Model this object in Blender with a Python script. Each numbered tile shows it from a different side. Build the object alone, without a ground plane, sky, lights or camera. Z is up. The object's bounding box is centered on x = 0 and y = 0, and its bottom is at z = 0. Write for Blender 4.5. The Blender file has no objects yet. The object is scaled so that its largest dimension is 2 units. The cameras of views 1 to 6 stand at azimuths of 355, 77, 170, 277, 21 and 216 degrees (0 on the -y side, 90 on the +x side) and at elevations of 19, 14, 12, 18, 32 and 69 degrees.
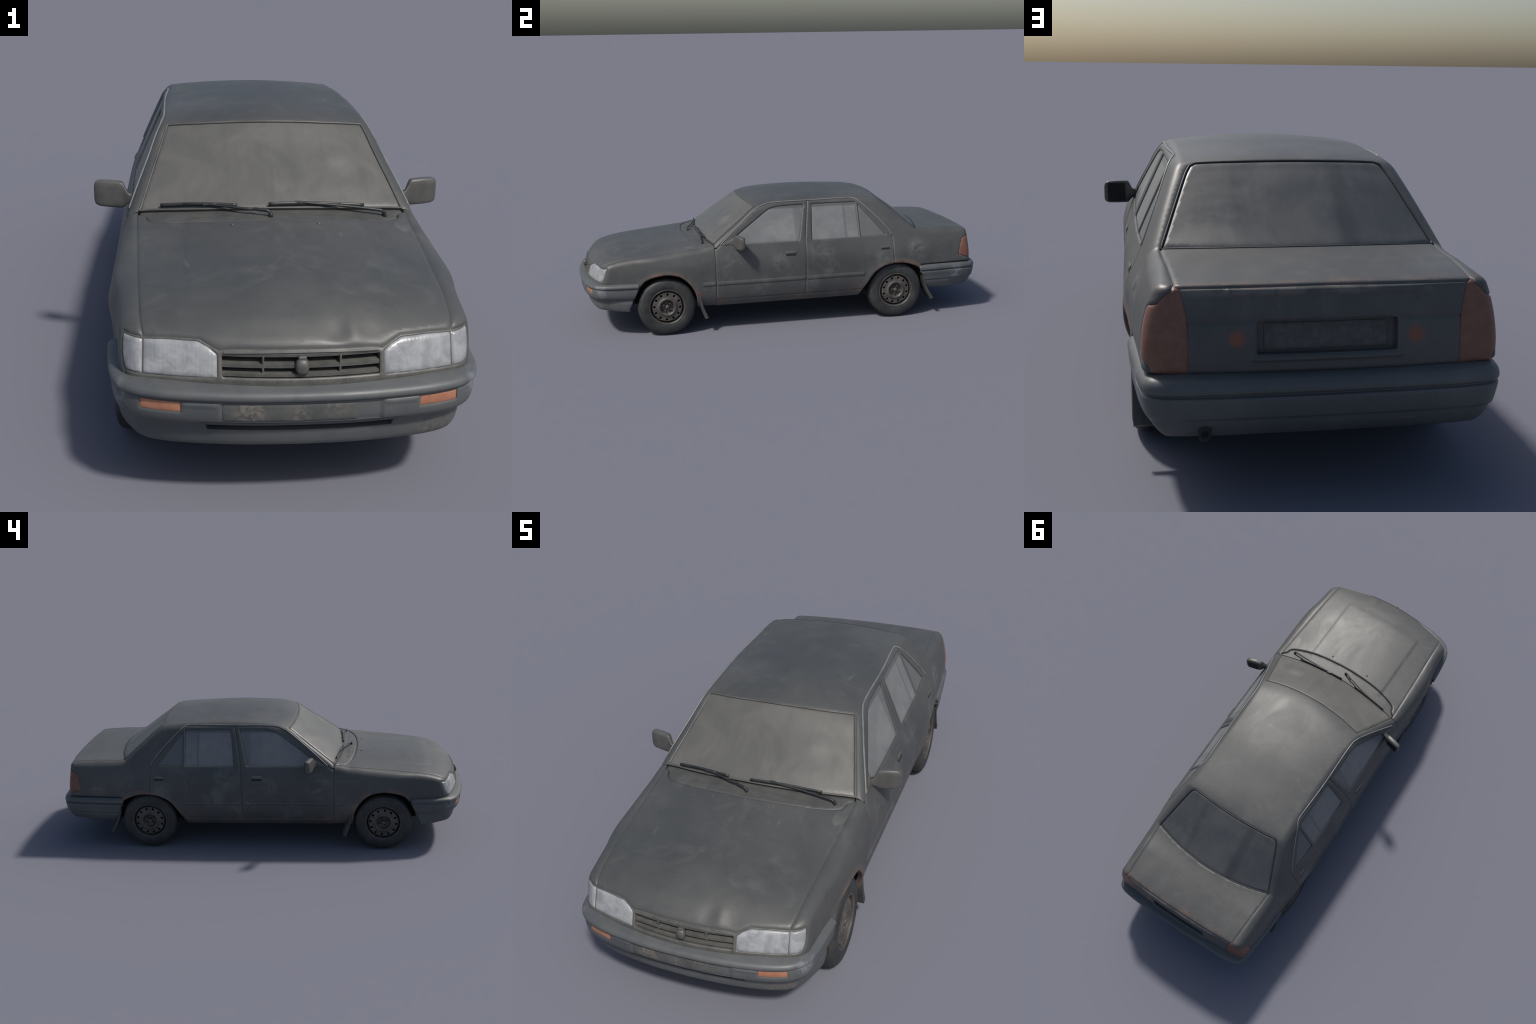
import math
import numpy as np

# ---------------------------------------------------------------- curves ---
def curve(*pts):
    """Smooth monotone curve (PCHIP) through control points (t, value)."""
    p = np.array(pts, float)
    t, v = p[:, 0], p[:, 1]
    h = np.diff(t)
    s = np.diff(v) / h
    m = np.zeros_like(v)
    m[0], m[-1] = s[0], s[-1]
    for i in range(1, len(t) - 1):
        if s[i - 1] * s[i] > 0:
            w1, w2 = 2 * h[i] + h[i - 1], h[i] + 2 * h[i - 1]
            m[i] = (w1 + w2) / (w1 / s[i - 1] + w2 / s[i])

    def f(x):
        x = np.clip(np.asarray(x, float), t[0], t[-1])
        i = np.clip(np.searchsorted(t, x) - 1, 0, len(t) - 2)
        u = (x - t[i]) / h[i]
        return ((1 + 2 * u) * (1 - u) ** 2 * v[i] + u * (1 - u) ** 2 * h[i] * m[i]
                + u * u * (3 - 2 * u) * v[i + 1] + u * u * (u - 1) * h[i] * m[i + 1])
    return f


def step(x, a, b):
    u = np.clip((np.asarray(x, float) - a) / (b - a), 0, 1)
    return u * u * (3 - 2 * u)


def round_max(a, b, r):
    """Intersection of two half spaces with a fillet of radius r."""
    return np.minimum(np.maximum(a, b), -r) + np.hypot(np.maximum(a + r, 0), np.maximum(b + r, 0))


# ------------------------------------------------------- wheels and arches ---
WHEEL_Y = (-0.604, 0.546)
WHEEL_R = 0.139
BELT = 0.417

# ---------------------------------------------------------- body surfaces ---
half_width = curve((-1.0, .328), (-.92, .332), (-.86, .338), (-.80, .343), (-.754, .348), (-.70, .358), (-.64, .367), (-.58, .371), (-.4, .370), (-.1, .372),
                   (.2, .374), (.45, .374), (.55, .371), (.62, .363), (.75, .354), (.88, .346), (1.0, .340))
belt_width = curve((-.6, .334), (-.37, .340), (0, .345), (.3, .343), (.5, .336), (.7, .325))
centre_line = curve((-1.0, .285), (-.965, .322), (-.955, .332), (-.93, .352), (-.90, .370), (-.86, .386), (-.78, .402), (-.61, .417),
                    (-.475, .4285), (-.42, .436), (-.407, .4395), (-.39, .4520), (-.33, .4965), (-.25, .5535), (-.19, .5955),
                    (-.165, .608), (-.1, .622), (0, .629), (.15, .632), (.3, .6265), (.42, .618), (.48, .608), (.52, .584),
                    (.60, .5285), (.70, .4583), (.714, .449), (.73, .4465), (.80, .4415), (.90, .4325), (.948, .425), (1.0, .40))
plan_bow = curve((-1.0, 0), (-.50, 0), (-.42, -.36), (-.15, -.36), (-.02, 0), (.35, 0), (.48, .25), (.72, .56), (.80, 0), (1.0, 0))
crown = curve((-1.0, .30), (-.9, .29), (-.61, .235), (-.45, .19), (-.40, .15), (-.18, .31), (.0, .28), (.3, .26), (.4, .24), (.50, .15), (.71, .10), (.95, .05))
crown4 = curve((-1.0, 0.), (-.2, 0), (.0, .4), (.3, .4), (.48, 0), (1.0, 0))
edge_round = curve((-1.0, .010), (-.93, .012), (-.8, .018), (-.45, .018), (-.33, .012), (-.15, .012), (0., .017), (.35, .019), (.48, .016), (.6, .015), (.7, .018), (.8, .022), (.89, .018), (.94, .009))
front_face = curve((.10, .95), (.27, .976), (.30, .969), (.33, .9585), (.36, .950), (.45, .92))
rear_face = curve((.10, .962), (.20, .970), (.29, .969), (.36, .962), (.42, .954), (.5, .93))


def side_x(y, z):
    low = half_width(y) - 1.5 * np.clip(z - .29, 0, .135) ** 2 - 2.3 * np.maximum(.24 - z, 0) ** 2 - 6. * np.maximum(.155 - z, 0) ** 2
    up = belt_width(y) - .435 * (z - BELT) - .12 * np.maximum(z - BELT, 0) ** 2
    k = .008
    h = np.clip(.5 + .5 * (up - low) / k, 0, 1)
    s = up * (1 - h) + low * h - k * h * (1 - h)
    for wy, wz, r in ((-.607, .142, .155), (.540, .125, .165)):
        d = np.hypot(y - wy, z - wz)
        s = s + .004 * np.exp(-((d - r) / .018) ** 2)
    return s


def top_z(x, y):
    q = x * x
    z = centre_line(y + plan_bow(y) * q) - crown(y) * q - crown4(y) * q * q
    return z


def dents(x, y, z):
    """Hand-placed dents of the old sheet metal (positive = outwards)."""
    d = .0016 * step(np.abs(x + .008), .204, .192) * step(y, -.84, -.80) * step(-y, .43, .435) * (z > .38)
    g = lambda px, py, sx, sy, h: h * np.exp(-((x - px) / sx) ** 2 - ((y - py) / sy) ** 2)
    top = step(z, .318, .340) * (y < -.4)
    d = d + top * (g(.098, -.922, .016, .030, .0035) - g(.068, -.93, .026, .024, .0042) - g(.138, -.93, .028, .022, .0038)
                   + g(-.05, -.90, .08, .02, .0015) - g(-.13, -.86, .05, .03, .001))
    return d


def body(x, y, z):
    """Implicit body: negative inside, zero on the sheet metal."""
    ax = np.abs(x)
    side = (ax - side_x(y, z)) * .95
    front = -(y + front_face(z)) + .6 * ax * ax
    rear = y - rear_face(z) + .15 * ax * ax
    top = (z - top_z(x, y)) * .88
    c = round_max(side, front, .030)
    c = round_max(c, rear, .026)
    return round_max(c, top, edge_round(y)) - dents(x, y, z)


def cast(o, d, lo=0., hi=.9, f=body):
    """Distance along rays (inside -> outside) to the surface."""
    lo = np.full(len(o), lo)
    hi = np.full(len(o), hi)
    for _ in range(34):
        m = .5 * (lo + hi)
        p = o + d * m[:, None]
        v = f(p[:, 0], p[:, 1], p[:, 2]) > 0
        hi = np.where(v, m, hi)
        lo = np.where(v, lo, m)
    return o + d * hi[:, None]


# =================================================================== BLENDER ==
import bpy
import bmesh
from mathutils import Vector
from mathutils.kdtree import KDTree
from mathutils.geometry import delaunay_2d_cdt

UP = .36          # radians -> metres in the tube domain
HUB_Z = .30


def unit(v):
    return v / np.maximum(np.linalg.norm(v, axis=-1, keepdims=True), 1e-12)


def gradient(P, f=body, e=.0015):
    g = np.empty_like(P)
    for k in range(3):
        d = np.zeros(3)
        d[k] = e
        a, b = P + d, P - d
        g[:, k] = f(a[:, 0], a[:, 1], a[:, 2]) - f(b[:, 0], b[:, 1], b[:, 2])
    return unit(g)


# ---- surface charts: flat (a, b) <-> points on the body ----------------------
class SideChart:
    def __init__(self, s):
        self.s = s

    def up(self, q):
        o = np.stack([np.zeros(len(q)), q[:, 0], q[:, 1]], 1)
        d = np.zeros_like(o)
        d[:, 0] = self.s
        P = cast(o, d, 0, .5)
        return P, gradient(P)

    def down(self, P):
        return P[:, [1, 2]]


class TopChart:
    def up(self, q):
        o = np.stack([q[:, 0], q[:, 1], np.full(len(q), .22)], 1)
        d = np.zeros_like(o)
        d[:, 2] = 1
        P = cast(o, d, 0, .6)
        return P, gradient(P)

    def down(self, P):
        return P[:, [0, 1]]


class TubeChart:
    """Rays leave the long axis of the car at an angle around it and lean
    outwards near both ends, so that the corners are met squarely."""
    LEAN, FROM, RHO = 3., .70, .33

    def up(self, q):
        a, t = q[:, 0], q[:, 1] / UP
        m = self.LEAN * np.sign(a) * np.maximum(np.abs(a) - self.FROM, 0)
        o = np.stack([np.zeros(len(q)), a - m * self.RHO, np.full(len(q), HUB_Z)], 1)
        d = np.stack([np.sin(t), m, np.cos(t)], 1)
        P = cast(o, d, 0, .6)
        return P, gradient(P)

    def down(self, P):
        y, r = np.abs(P[:, 1]), np.hypot(P[:, 0], P[:, 2] - HUB_Z) - self.RHO
        a = np.where(y > self.FROM, (y + self.LEAN * self.FROM * r) / (1 + self.LEAN * r), y)
        return np.stack([np.sign(P[:, 1]) * a, UP * np.arctan2(P[:, 0], P[:, 2] - HUB_Z)], 1)


class EndChart:
    """Rays leave an upright axis near one end of the car."""
    def __init__(self, sign, y0=.55):
        self.sign, self.y0 = sign, sign * y0

    def up(self, q):
        t = q[:, 0] / .42
        o = np.stack([np.zeros(len(q)), np.full(len(q), self.y0), q[:, 1]], 1)
        d = np.stack([np.sin(t), self.sign * np.cos(t), np.zeros(len(q))], 1)
        P = cast(o, d, 0, .7)
        return P, gradient(P)

    def down(self, P):
        return np.stack([.42 * np.arctan2(P[:, 0], self.sign * (P[:, 1] - self.y0)), P[:, 2]], 1)


class FlatChart:
    """Any smooth function (a, b) -> point."""
    def __init__(self, fn):
        self.fn = fn

    def up(self, q):
        e = 4e-4
        P = self.fn(q)
        da = self.fn(q + [e, 0]) - self.fn(q - [e, 0])
        db = self.fn(q + [0, e]) - self.fn(q - [0, e])
        return P, unit(np.cross(da, db))


TOP, TUBE, NOSE, TAIL = TopChart(), TubeChart(), EndChart(-1), EndChart(1)
SIDES = {1: SideChart(1), -1: SideChart(-1)}


def dense(pts, h=.008):
    p = np.array(pts, float)
    return resample(p, h, closed=False) if len(p) > 1 else p


def on_side(pts, s=1):
    return SIDES[s].up(dense(pts))[0]


def on_top(pts):
    return TOP.up(dense(pts))[0]


def on_end(pts, sign):
    q = dense(pts)
    o = np.stack([q[:, 0], np.full(len(q), sign * .5), q[:, 1]], 1)
    d = np.zeros_like(o)
    d[:, 1] = sign
    return cast(o, d, 0, .6)


def smooth(pts, n=8):
    """Catmull-Rom through the control points."""
    p = np.array(pts, float)
    p = np.vstack([2 * p[0] - p[1], p, 2 * p[-1] - p[-2]])
    out = []
    for i in range(1, len(p) - 2):
        for u in np.linspace(0, 1, n, endpoint=False):
            a, b, c, d = p[i - 1], p[i], p[i + 1], p[i + 2]
            out.append(.5 * (2 * b + (c - a) * u + (2 * a - 5 * b + 4 * c - d) * u ** 2 + (3 * b - a - 3 * c + d) * u ** 3))
    out.append(p[-2])
    return np.array(out)


def mirror(P):
    return P * np.array([-1, 1, 1.])


def rounded(pts, r, n=5):
    """Polygon with its corners rounded by radius r."""
    p = np.array(pts, float)
    out = []
    for i in range(len(p)):
        a, b, c = p[i - 1], p[i], p[(i + 1) % len(p)]
        l1, l2 = np.linalg.norm(a - b), np.linalg.norm(c - b)
        k = min(r, .45 * l1, .45 * l2)
        s, e = b + (a - b) * k / l1, b + (c - b) * k / l2
        for u in np.linspace(0, 1, n):
            out.append((1 - u) ** 2 * s + 2 * u * (1 - u) * b + u * u * e)
    return np.array(out)


def resample(p, h, closed=True):
    p = np.asarray(p, float)
    q = np.vstack([p, p[:1]]) if closed else p
    out = []
    for a, b in zip(q[:-1], q[1:]):
        n = max(1, int(round(np.linalg.norm(b - a) / h)))
        if np.linalg.norm(b - a) < 1e-7:
            continue
        out.append(a + (b - a) * (np.arange(n) / n)[:, None])
    out = np.vstack(out)
    if not closed:
        out = np.vstack([out, q[-1:]])
    keep = [0]
    for i in range(1, len(out)):
        if np.linalg.norm(out[i] - out[keep[-1]]) > h * .35:
            keep.append(i)
    if closed and np.linalg.norm(out[keep[-1]] - out[0]) < h * .3:
        keep.pop()
    return out[keep]


def inside(q, poly):
    x, y = q[:, 0], q[:, 1]
    r = np.zeros(len(q), bool)
    for (x0, y0), (x1, y1) in zip(poly, np.roll(poly, -1, 0)):
        if y0 == y1:
            continue
        c = (y0 > y) != (y1 > y)
        r ^= c & (x < (x1 - x0) * (y - y0) / (y1 - y0) + x0)
    return r


def border_distance(q, polys, near=.014):
    """Distance to the border loops: exact close by, to the nearest vertex elsewhere."""
    if not len(q):
        return np.zeros(0)
    allp = np.vstack(polys)
    tree = KDTree(len(allp))
    for i, p in enumerate(allp):
        tree.insert((p[0], p[1], 0), i)
    tree.balance()
    best = np.array([tree.find((p[0], p[1], 0))[2] for p in q])
    close = np.where(best < near)[0]
    if len(close):
        best[close] = exact_distance(q[close], polys)
    return best


def exact_distance(q, polys):
    best = np.full(len(q), 9.)
    for poly in polys:
        for a, b in zip(poly, np.roll(poly, -1, 0)):
            ab = b - a
            t = np.clip(((q - a) @ ab) / max(ab @ ab, 1e-14), 0, 1)
            best = np.minimum(best, np.hypot(*(q - a - t[:, None] * ab).T))
    return best


# ---- scene bookkeeping -------------------------------------------------------
ROOT = bpy.data.objects.new("sedan_car", None)
bpy.context.collection.objects.link(ROOT)
ROOT["label"] = "old dusty dark grey four-door sedan with rusty wheel arches"
ROOT["category"] = "car"


def add_mesh(name, verts, faces, mat, parent=None, flat=False):
    me = bpy.data.meshes.new(name)
    me.from_pydata([tuple(map(float, v)) for v in verts], [], [tuple(map(int, f)) for f in faces])
    me.update()
    if not flat:
        me.polygons.foreach_set("use_smooth", [True] * len(me.polygons))
    me.materials.append(mat)
    ob = bpy.data.objects.new(name, me)
    bpy.context.collection.objects.link(ob)
    ob.parent = parent or ROOT
    return ob


def panel(name, chart, outline, mat, holes=(), h=.009, gap=.0035, depth=.003, offset=0., rim=.006, parent=None, bulge=None, domain=False):
    """Sheet on a chart: outline and holes are 3D border loops (or chart points
    when domain=True); borders dip by `depth` to make a panel gap."""
    loops = [np.asarray(l, float) if domain else chart.down(np.asarray(l, float)) for l in (outline, *holes)]
    hb = min(h, .0045)
    loops = [resample(l, hb) for l in loops]
    lo, hi = loops[0].min(0), loops[0].max(0)
    gx = np.arange(lo[0], hi[0] + h, h)
    gy = np.arange(lo[1], hi[1] + h, h * .866)
    G = np.array([(x + (j % 2) * h / 2, y) for j, y in enumerate(gy) for x in gx])

    def within(q):
        ok = inside(q, loops[0])
        for l in loops[1:]:
            ok &= ~inside(q, l)
        return ok
    G = G[within(G)]
    if len(G):
        G = G[border_distance(G, loops) > max(gap * 1.6, h * .45)]
    rings = []
    for l in loops:
        t = unit(np.roll(l, -1, 0) - np.roll(l, 1, 0))
        n = np.stack([-t[:, 1], t[:, 0]], 1)
        for sgn in (1, -1):
            for k in (.5, 1.05):
                r = l + sgn * n * gap * k
                r = r[within(r)]
                if len(r):
                    rings.append(r[border_distance(r, loops) > gap * k * .9])
    q = np.vstack([*loops, *rings, G])
    edges, base = [], 0
    for l in loops:
        n = len(l)
        edges += [(base + i, base + (i + 1) % n) for i in range(n)]
        base += n
    co, _, tri, *_ = delaunay_2d_cdt([Vector(p) for p in q], edges, [], 0, 1e-6)
    q = np.array([(v.x, v.y) for v in co])
    tri = np.array(tri)
    tri = tri[within(q[tri].mean(1))]
    used = np.unique(tri)
    back = np.full(len(q), -1)
    back[used] = np.arange(len(used))
    q, tri = q[used], back[tri]
    P, N = chart.up(q)
    bd = border_distance(q, loops)
    lift = offset - depth * (1 - step(bd, 0, gap))
    if bulge is not None:
        lift = lift + bulge(P, bd)
    P = P + N * np.reshape(lift, (-1, 1))
    fn = np.cross(P[tri[:, 1]] - P[tri[:, 0]], P[tri[:, 2]] - P[tri[:, 0]])
    flip = (fn * N[tri[:, 0]]).sum(1) < 0
    tri[flip] = tri[flip][:, ::-1]
    V, F = list(P), [tuple(t) for t in tri]
    if rim:
        count = {}
        for a, b, c in F:
            for e in ((a, b), (b, c), (c, a)):
                count[tuple(sorted(e))] = count.get(tuple(sorted(e)), 0) + 1
        new = {}

        def low(i):
            if i not in new:
                new[i] = (len(V), len(V) + 1)
                V.append(P[i])
                V.append(P[i] - N[i] * rim)
            return new[i]
        for a, b, c in list(F):
            for e in ((a, b), (b, c), (c, a)):
                if count[tuple(sorted(e))] == 1:
                    i, j = low(e[0]), low(e[1])
                    F.append((j[0], i[0], i[1], j[1]))
    return add_mesh(name, V, F, mat, parent)


def sweep(name, path, radius, mat, closed=False, n=8, parent=None, flat=1.):
    P = np.asarray(path, float)
    T = unit(np.roll(P, -1, 0) - np.roll(P, 1, 0)) if closed else unit(np.gradient(P, axis=0))
    ref = np.array([0, 0, 1.]) if abs(T[0][2]) < .9 else np.array([1., 0, 0])
    V, F = [], []
    u = unit(np.cross(T[0], ref))
    for i in range(len(P)):
        u = unit(u - T[i] * (u @ T[i]))
        w = np.cross(T[i], u)
        r = radius[i] if np.ndim(radius) else radius
        for k in range(n):
            a = 2 * math.pi * k / n
            V.append(P[i] + r * (math.cos(a) * u + flat * math.sin(a) * w))
    m = len(P)
    for i in range(m if closed else m - 1):
        for k in range(n):
            a, b = i * n + k, i * n + (k + 1) % n
            c, d = ((i + 1) % m) * n + (k + 1) % n, ((i + 1) % m) * n + k
            F.append((a, b, c, d))
    if not closed:
        F.append(tuple(range(n))[::-1])
        F.append(tuple((m - 1) * n + k for k in range(n)))
    return add_mesh(name, V, F, mat, parent)


def loft(name, sections, mat, parent=None, n=28, power=4., axis=0, s=1):
    """Superellipse sections (pos, centre u, centre v, half u, half v) stacked along an axis."""
    V, F = [], []
    for sec in sections:
        p, cu, cv, hu, hv = sec
        for k in range(n):
            a = 2 * math.pi * k / n
            c, d = math.cos(a), math.sin(a)
            e = [0, 0, 0]
            e[axis] = p
            e[(axis + 1) % 3] = cu + hu * math.copysign(abs(c) ** (2 / power), c)
            e[(axis + 2) % 3] = cv + hv * math.copysign(abs(d) ** (2 / power), d)
            e[0] *= s
            V.append(e)
    m = len(sections)
    for i in range(m - 1):
        for k in range(n):
            f = (i * n + k, i * n + (k + 1) % n, (i + 1) * n + (k + 1) % n, (i + 1) * n + k)
            F.append(f if s > 0 else f[::-1])
    caps = [tuple(range(n))[::-1], tuple((m - 1) * n + k for k in range(n))]
    F += caps if s > 0 else [c[::-1] for c in caps]
    return add_mesh(name, V, F, mat, parent)


def box(name, lo, hi, mat, r=.003, parent=None, seg=3, move=None):
    bm = bmesh.new()
    bmesh.ops.create_cube(bm, size=1)
    lo, hi = np.array(lo, float), np.array(hi, float)
    for v in bm.verts:
        v.co = Vector((np.array(v.co) + .5) * (hi - lo) + lo)
    if r:
        bmesh.ops.bevel(bm, geom=bm.edges[:], offset=min(r, .45 * float((hi - lo).min())), segments=seg, affect='EDGES', profile=.5)
    if move:
        for v in bm.verts:
            v.co = Vector(move(np.array(v.co)))
    me = bpy.data.meshes.new(name)
    bm.to_mesh(me)
    bm.free()
    me.polygons.foreach_set("use_smooth", [False] * len(me.polygons))
    me.materials.append(mat)
    ob = bpy.data.objects.new(name, me)
    bpy.context.collection.objects.link(ob)
    ob.parent = parent or ROOT
    return ob


# ------------------------------------------------------------------ materials ---
class Nodes:
    def __init__(self, name):
        self.m = bpy.data.materials.new(name)
        self.m.use_nodes = True
        self.t = self.m.node_tree
        self.b = self.t.nodes["Principled BSDF"]
        self.co = self.t.nodes.new("ShaderNodeTexCoord").outputs["Object"]

    def put(self, sock, v):
        if hasattr(v, "is_output") or isinstance(v, bpy.types.NodeSocket):
            self.t.links.new(v, sock)
        elif isinstance(v, (tuple, list)) and len(v) == 3 and sock.type == 'RGBA':
            sock.default_value = (*v, 1)
        else:
            sock.default_value = v

    def math(self, op, a, b=0., c=None, clamp=False):
        n = self.t.nodes.new("ShaderNodeMath")
        n.operation = op
        n.use_clamp = clamp
        self.put(n.inputs[0], a)
        self.put(n.inputs[1], b)
        if c is not None:
            self.put(n.inputs[2], c)
        return n.outputs[0]

    def scaled(self, s, rot=(0, 0, 0), loc=(0, 0, 0)):
        n = self.t.nodes.new("ShaderNodeMapping")
        n.inputs["Scale"].default_value = s
        n.inputs["Rotation"].default_value = rot
        n.inputs["Location"].default_value = loc
        self.t.links.new(self.co, n.inputs["Vector"])
        return n.outputs[0]

    def noise(self, scale, detail=5., rough=.55, dist=0., co=None):
        n = self.t.nodes.new("ShaderNodeTexNoise")
        n.inputs["Scale"].default_value = scale
        n.inputs["Detail"].default_value = detail
        n.inputs["Roughness"].default_value = rough
        n.inputs["Distortion"].default_value = dist
        self.t.links.new(co or self.co, n.inputs["Vector"])
        return n.outputs["Fac"]

    def ramp(self, x, a, b, lo=0., hi=1.):
        n = self.t.nodes.new("ShaderNodeMapRange")
        n.interpolation_type = 'SMOOTHSTEP'
        self.put(n.inputs["Value"], x)
        n.inputs["From Min"].default_value, n.inputs["From Max"].default_value = a, b
        n.inputs["To Min"].default_value, n.inputs["To Max"].default_value = lo, hi
        return n.outputs["Result"]

    def mix(self, f, a, b):
        n = self.t.nodes.new("ShaderNodeMix")
        n.data_type = 'RGBA'
        self.put(n.inputs["Factor"], f)
        self.put(n.inputs["A"], a)
        self.put(n.inputs["B"], b)
        for o in n.outputs:
            if o.type == 'RGBA':
                return o

    def xyz(self):
        n = self.t.nodes.new("ShaderNodeSeparateXYZ")
        self.t.links.new(self.co, n.inputs[0])
        return n.outputs

    def near(self, p, r0, r1, use=(1, 1, 1)):
        """1 within r0 of the point p, fading to 0 at r1."""
        x = self.xyz()
        tot = None
        for k in range(3):
            if use[k]:
                d = self.math('SUBTRACT', x[k], p[k])
                d = self.math('MULTIPLY', d, d)
                tot = d if tot is None else self.math('ADD', tot, d)
        return self.ramp(self.math('SQRT', tot), r0, r1, 1., 0.)

    def band(self, sock, a, b, soft):
        return self.math('MULTIPLY', self.ramp(sock, a - soft, a + soft), self.ramp(sock, b - soft, b + soft, 1., 0.))

    def bump(self, height, strength, dist=.002):
        n = self.t.nodes.new("ShaderNodeBump")
        n.inputs["Strength"].default_value = strength
        n.inputs["Distance"].default_value = dist
        self.t.links.new(height, n.inputs["Height"])
        self.t.links.new(n.outputs[0], self.b.inputs["Normal"])

    def done(self, color, rough, spec=.5, **kw):
        self.put(self.b.inputs["Base Color"], color)
        self.put(self.b.inputs["Roughness"], rough)
        self.put(self.b.inputs["Specular IOR Level"], spec)
        for k, v in kw.items():
            self.put(self.b.inputs[k.replace("_", " ")], v)
        return self.m


RUST = (.17, .085, .055)
DUST = (.135, .128, .112)


def paint_material(name, dark=(.060, .0625, .062), light=(.084, .0845, .0815), rust=True):
    k = Nodes(name)
    x = k.xyz()
    big = k.noise(2.6, 5, .6, .4)
    col = k.mix(k.ramp(big, .35, .68), dark, light)
    smear = k.noise(5.5, 7, .62, 1.2, k.scaled((1, .55, 1.5), (.5, .2, .3)))
    col = k.mix(k.math('MULTIPLY', k.ramp(smear, .52, .8), .25), col, DUST)
    speck = k.noise(85, 4, .7)
    col = k.mix(k.math('MULTIPLY', k.ramp(speck, .58, .74), .16), col, (.16, .155, .14))
    col = k.mix(k.math('MULTIPLY', k.ramp(k.noise(38, 5, .7), .54, .74), .3), col, (.032, .035, .037))
    wipe = k.math('MULTIPLY', k.ramp(k.noise(11, 6, .65, 1.5, k.scaled((1, 1, .35), (.25, 0, 0))), .5, .72), k.ramp(k.noise(3.1, 3, .5), .40, .58))
    col = k.mix(k.math('MULTIPLY', wipe, .32), col, (.135, .135, .125))
    scratch = k.math('MULTIPLY', k.ramp(k.noise(16, 3, .5, .3, k.scaled((1, .12, 6), (.15, .1, .35))), .66, .72), k.ramp(k.noise(4.2, 3, .5), .5, .62))
    col = k.mix(k.math('MULTIPLY', scratch, .4), col, (.17, .17, .16))
    if rust:
        n = k.noise(24, 6, .7, .6)
        spots = None
        for (wy, wz, r, cut) in ((-.605, .142, .160, .50), (.556, .115, .174, .40)):
            d = k.math('SQRT', k.math('ADD', k.math('POWER', k.math('SUBTRACT', x[1], wy), 2.), k.math('POWER', k.math('SUBTRACT', x[2], wz), 2.)))
            m = k.math('MULTIPLY', k.band(d, r - .025, r + .012, .010), k.ramp(k.noise(10, 4, .6), cut - .04, cut + .07))
            m = k.math('MULTIPLY', m, k.ramp(n, .36, .5))
            spots = m if spots is None else k.math('MAXIMUM', spots, m)
        low = k.math('MULTIPLY', k.ramp(x[2], .155, .20, 1., 0.), k.ramp(k.noise(9, 6, .7), .52, .66))
        spots = k.math('MAXIMUM', spots, k.math('MULTIPLY', low, .55))
        edge = k.math('MULTIPLY', k.ramp(x[1], .905, .935), k.ramp(x[2], .395, .412))
        edge = k.math('MULTIPLY', edge, k.ramp(k.noise(14, 5, .7), .44, .58))
        spots = k.math('MAXIMUM', spots, k.math('MULTIPLY', edge, .4))
        col = k.mix(k.math('MULTIPLY', spots, .85), col, k.mix(n, (.11, .062, .045), (.23, .145, .11)))
    k.bump(k.math('ADD', k.noise(30, 6, .6), k.math('MULTIPLY', k.noise(220, 3, .6), .35)), .12)
    return k.done(col, k.ramp(smear, .3, .75, .43, .54), .5)


def simple(name, dark, light, rough, scale=12., spec=.5, bump=.08, dust=.3, **kw):
    k = Nodes(name)
    col = k.mix(k.ramp(k.noise(scale, 6, .65, .5), .32, .7), dark, light)
    if dust:
        col = k.mix(k.math('MULTIPLY', k.ramp(k.noise(scale * 2.3, 6, .7), .5, .75), dust), col, DUST)
    if bump:
        k.bump(k.noise(scale * 14, 5, .6), bump)
    return k.done(col, rough, spec, **kw)


def glass_material(name, dark, light, haze=None, bands=()):
    k = Nodes(name)
    x = k.xyz()
    n = k.noise(6, 8, .65, .8)
    dark2 = tuple(.78 * c for c in dark)
    col = k.mix(k.ramp(n, .3, .7), dark, light)
    fine = k.noise(70, 5, .7, .3, k.scaled((1, .4, .4), (.4, 0, .6)))
    col = k.mix(k.math('MULTIPLY', k.ramp(fine, .45, .75), .35), col, DUST)
    streak = k.noise(9, 6, .6, .6, k.scaled((2.2, .5, .5), (.3, .1, .25)))
    col = k.mix(k.math('MULTIPLY', k.ramp(streak, .48, .62), .28), col, dark2)
    col = k.mix(k.math('MULTIPLY', k.ramp(streak, .42, .3), .35), col, DUST)
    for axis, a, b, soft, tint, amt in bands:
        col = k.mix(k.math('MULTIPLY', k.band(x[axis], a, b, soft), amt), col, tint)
    if haze:
        m = k.math('POWER', k.near(haze, .0, .07), 2.)
        m = k.math('MULTIPLY', m, k.ramp(k.noise(32, 4, .6, .5), .2, .8, .45, 1.))
        col = k.mix(k.math('MULTIPLY', m, .4), col, (.28, .27, .245))
    k.bump(k.noise(40, 6, .6), .06)
    return k.done(col, k.ramp(n, .3, .7, .34, .5), .5)


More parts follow.
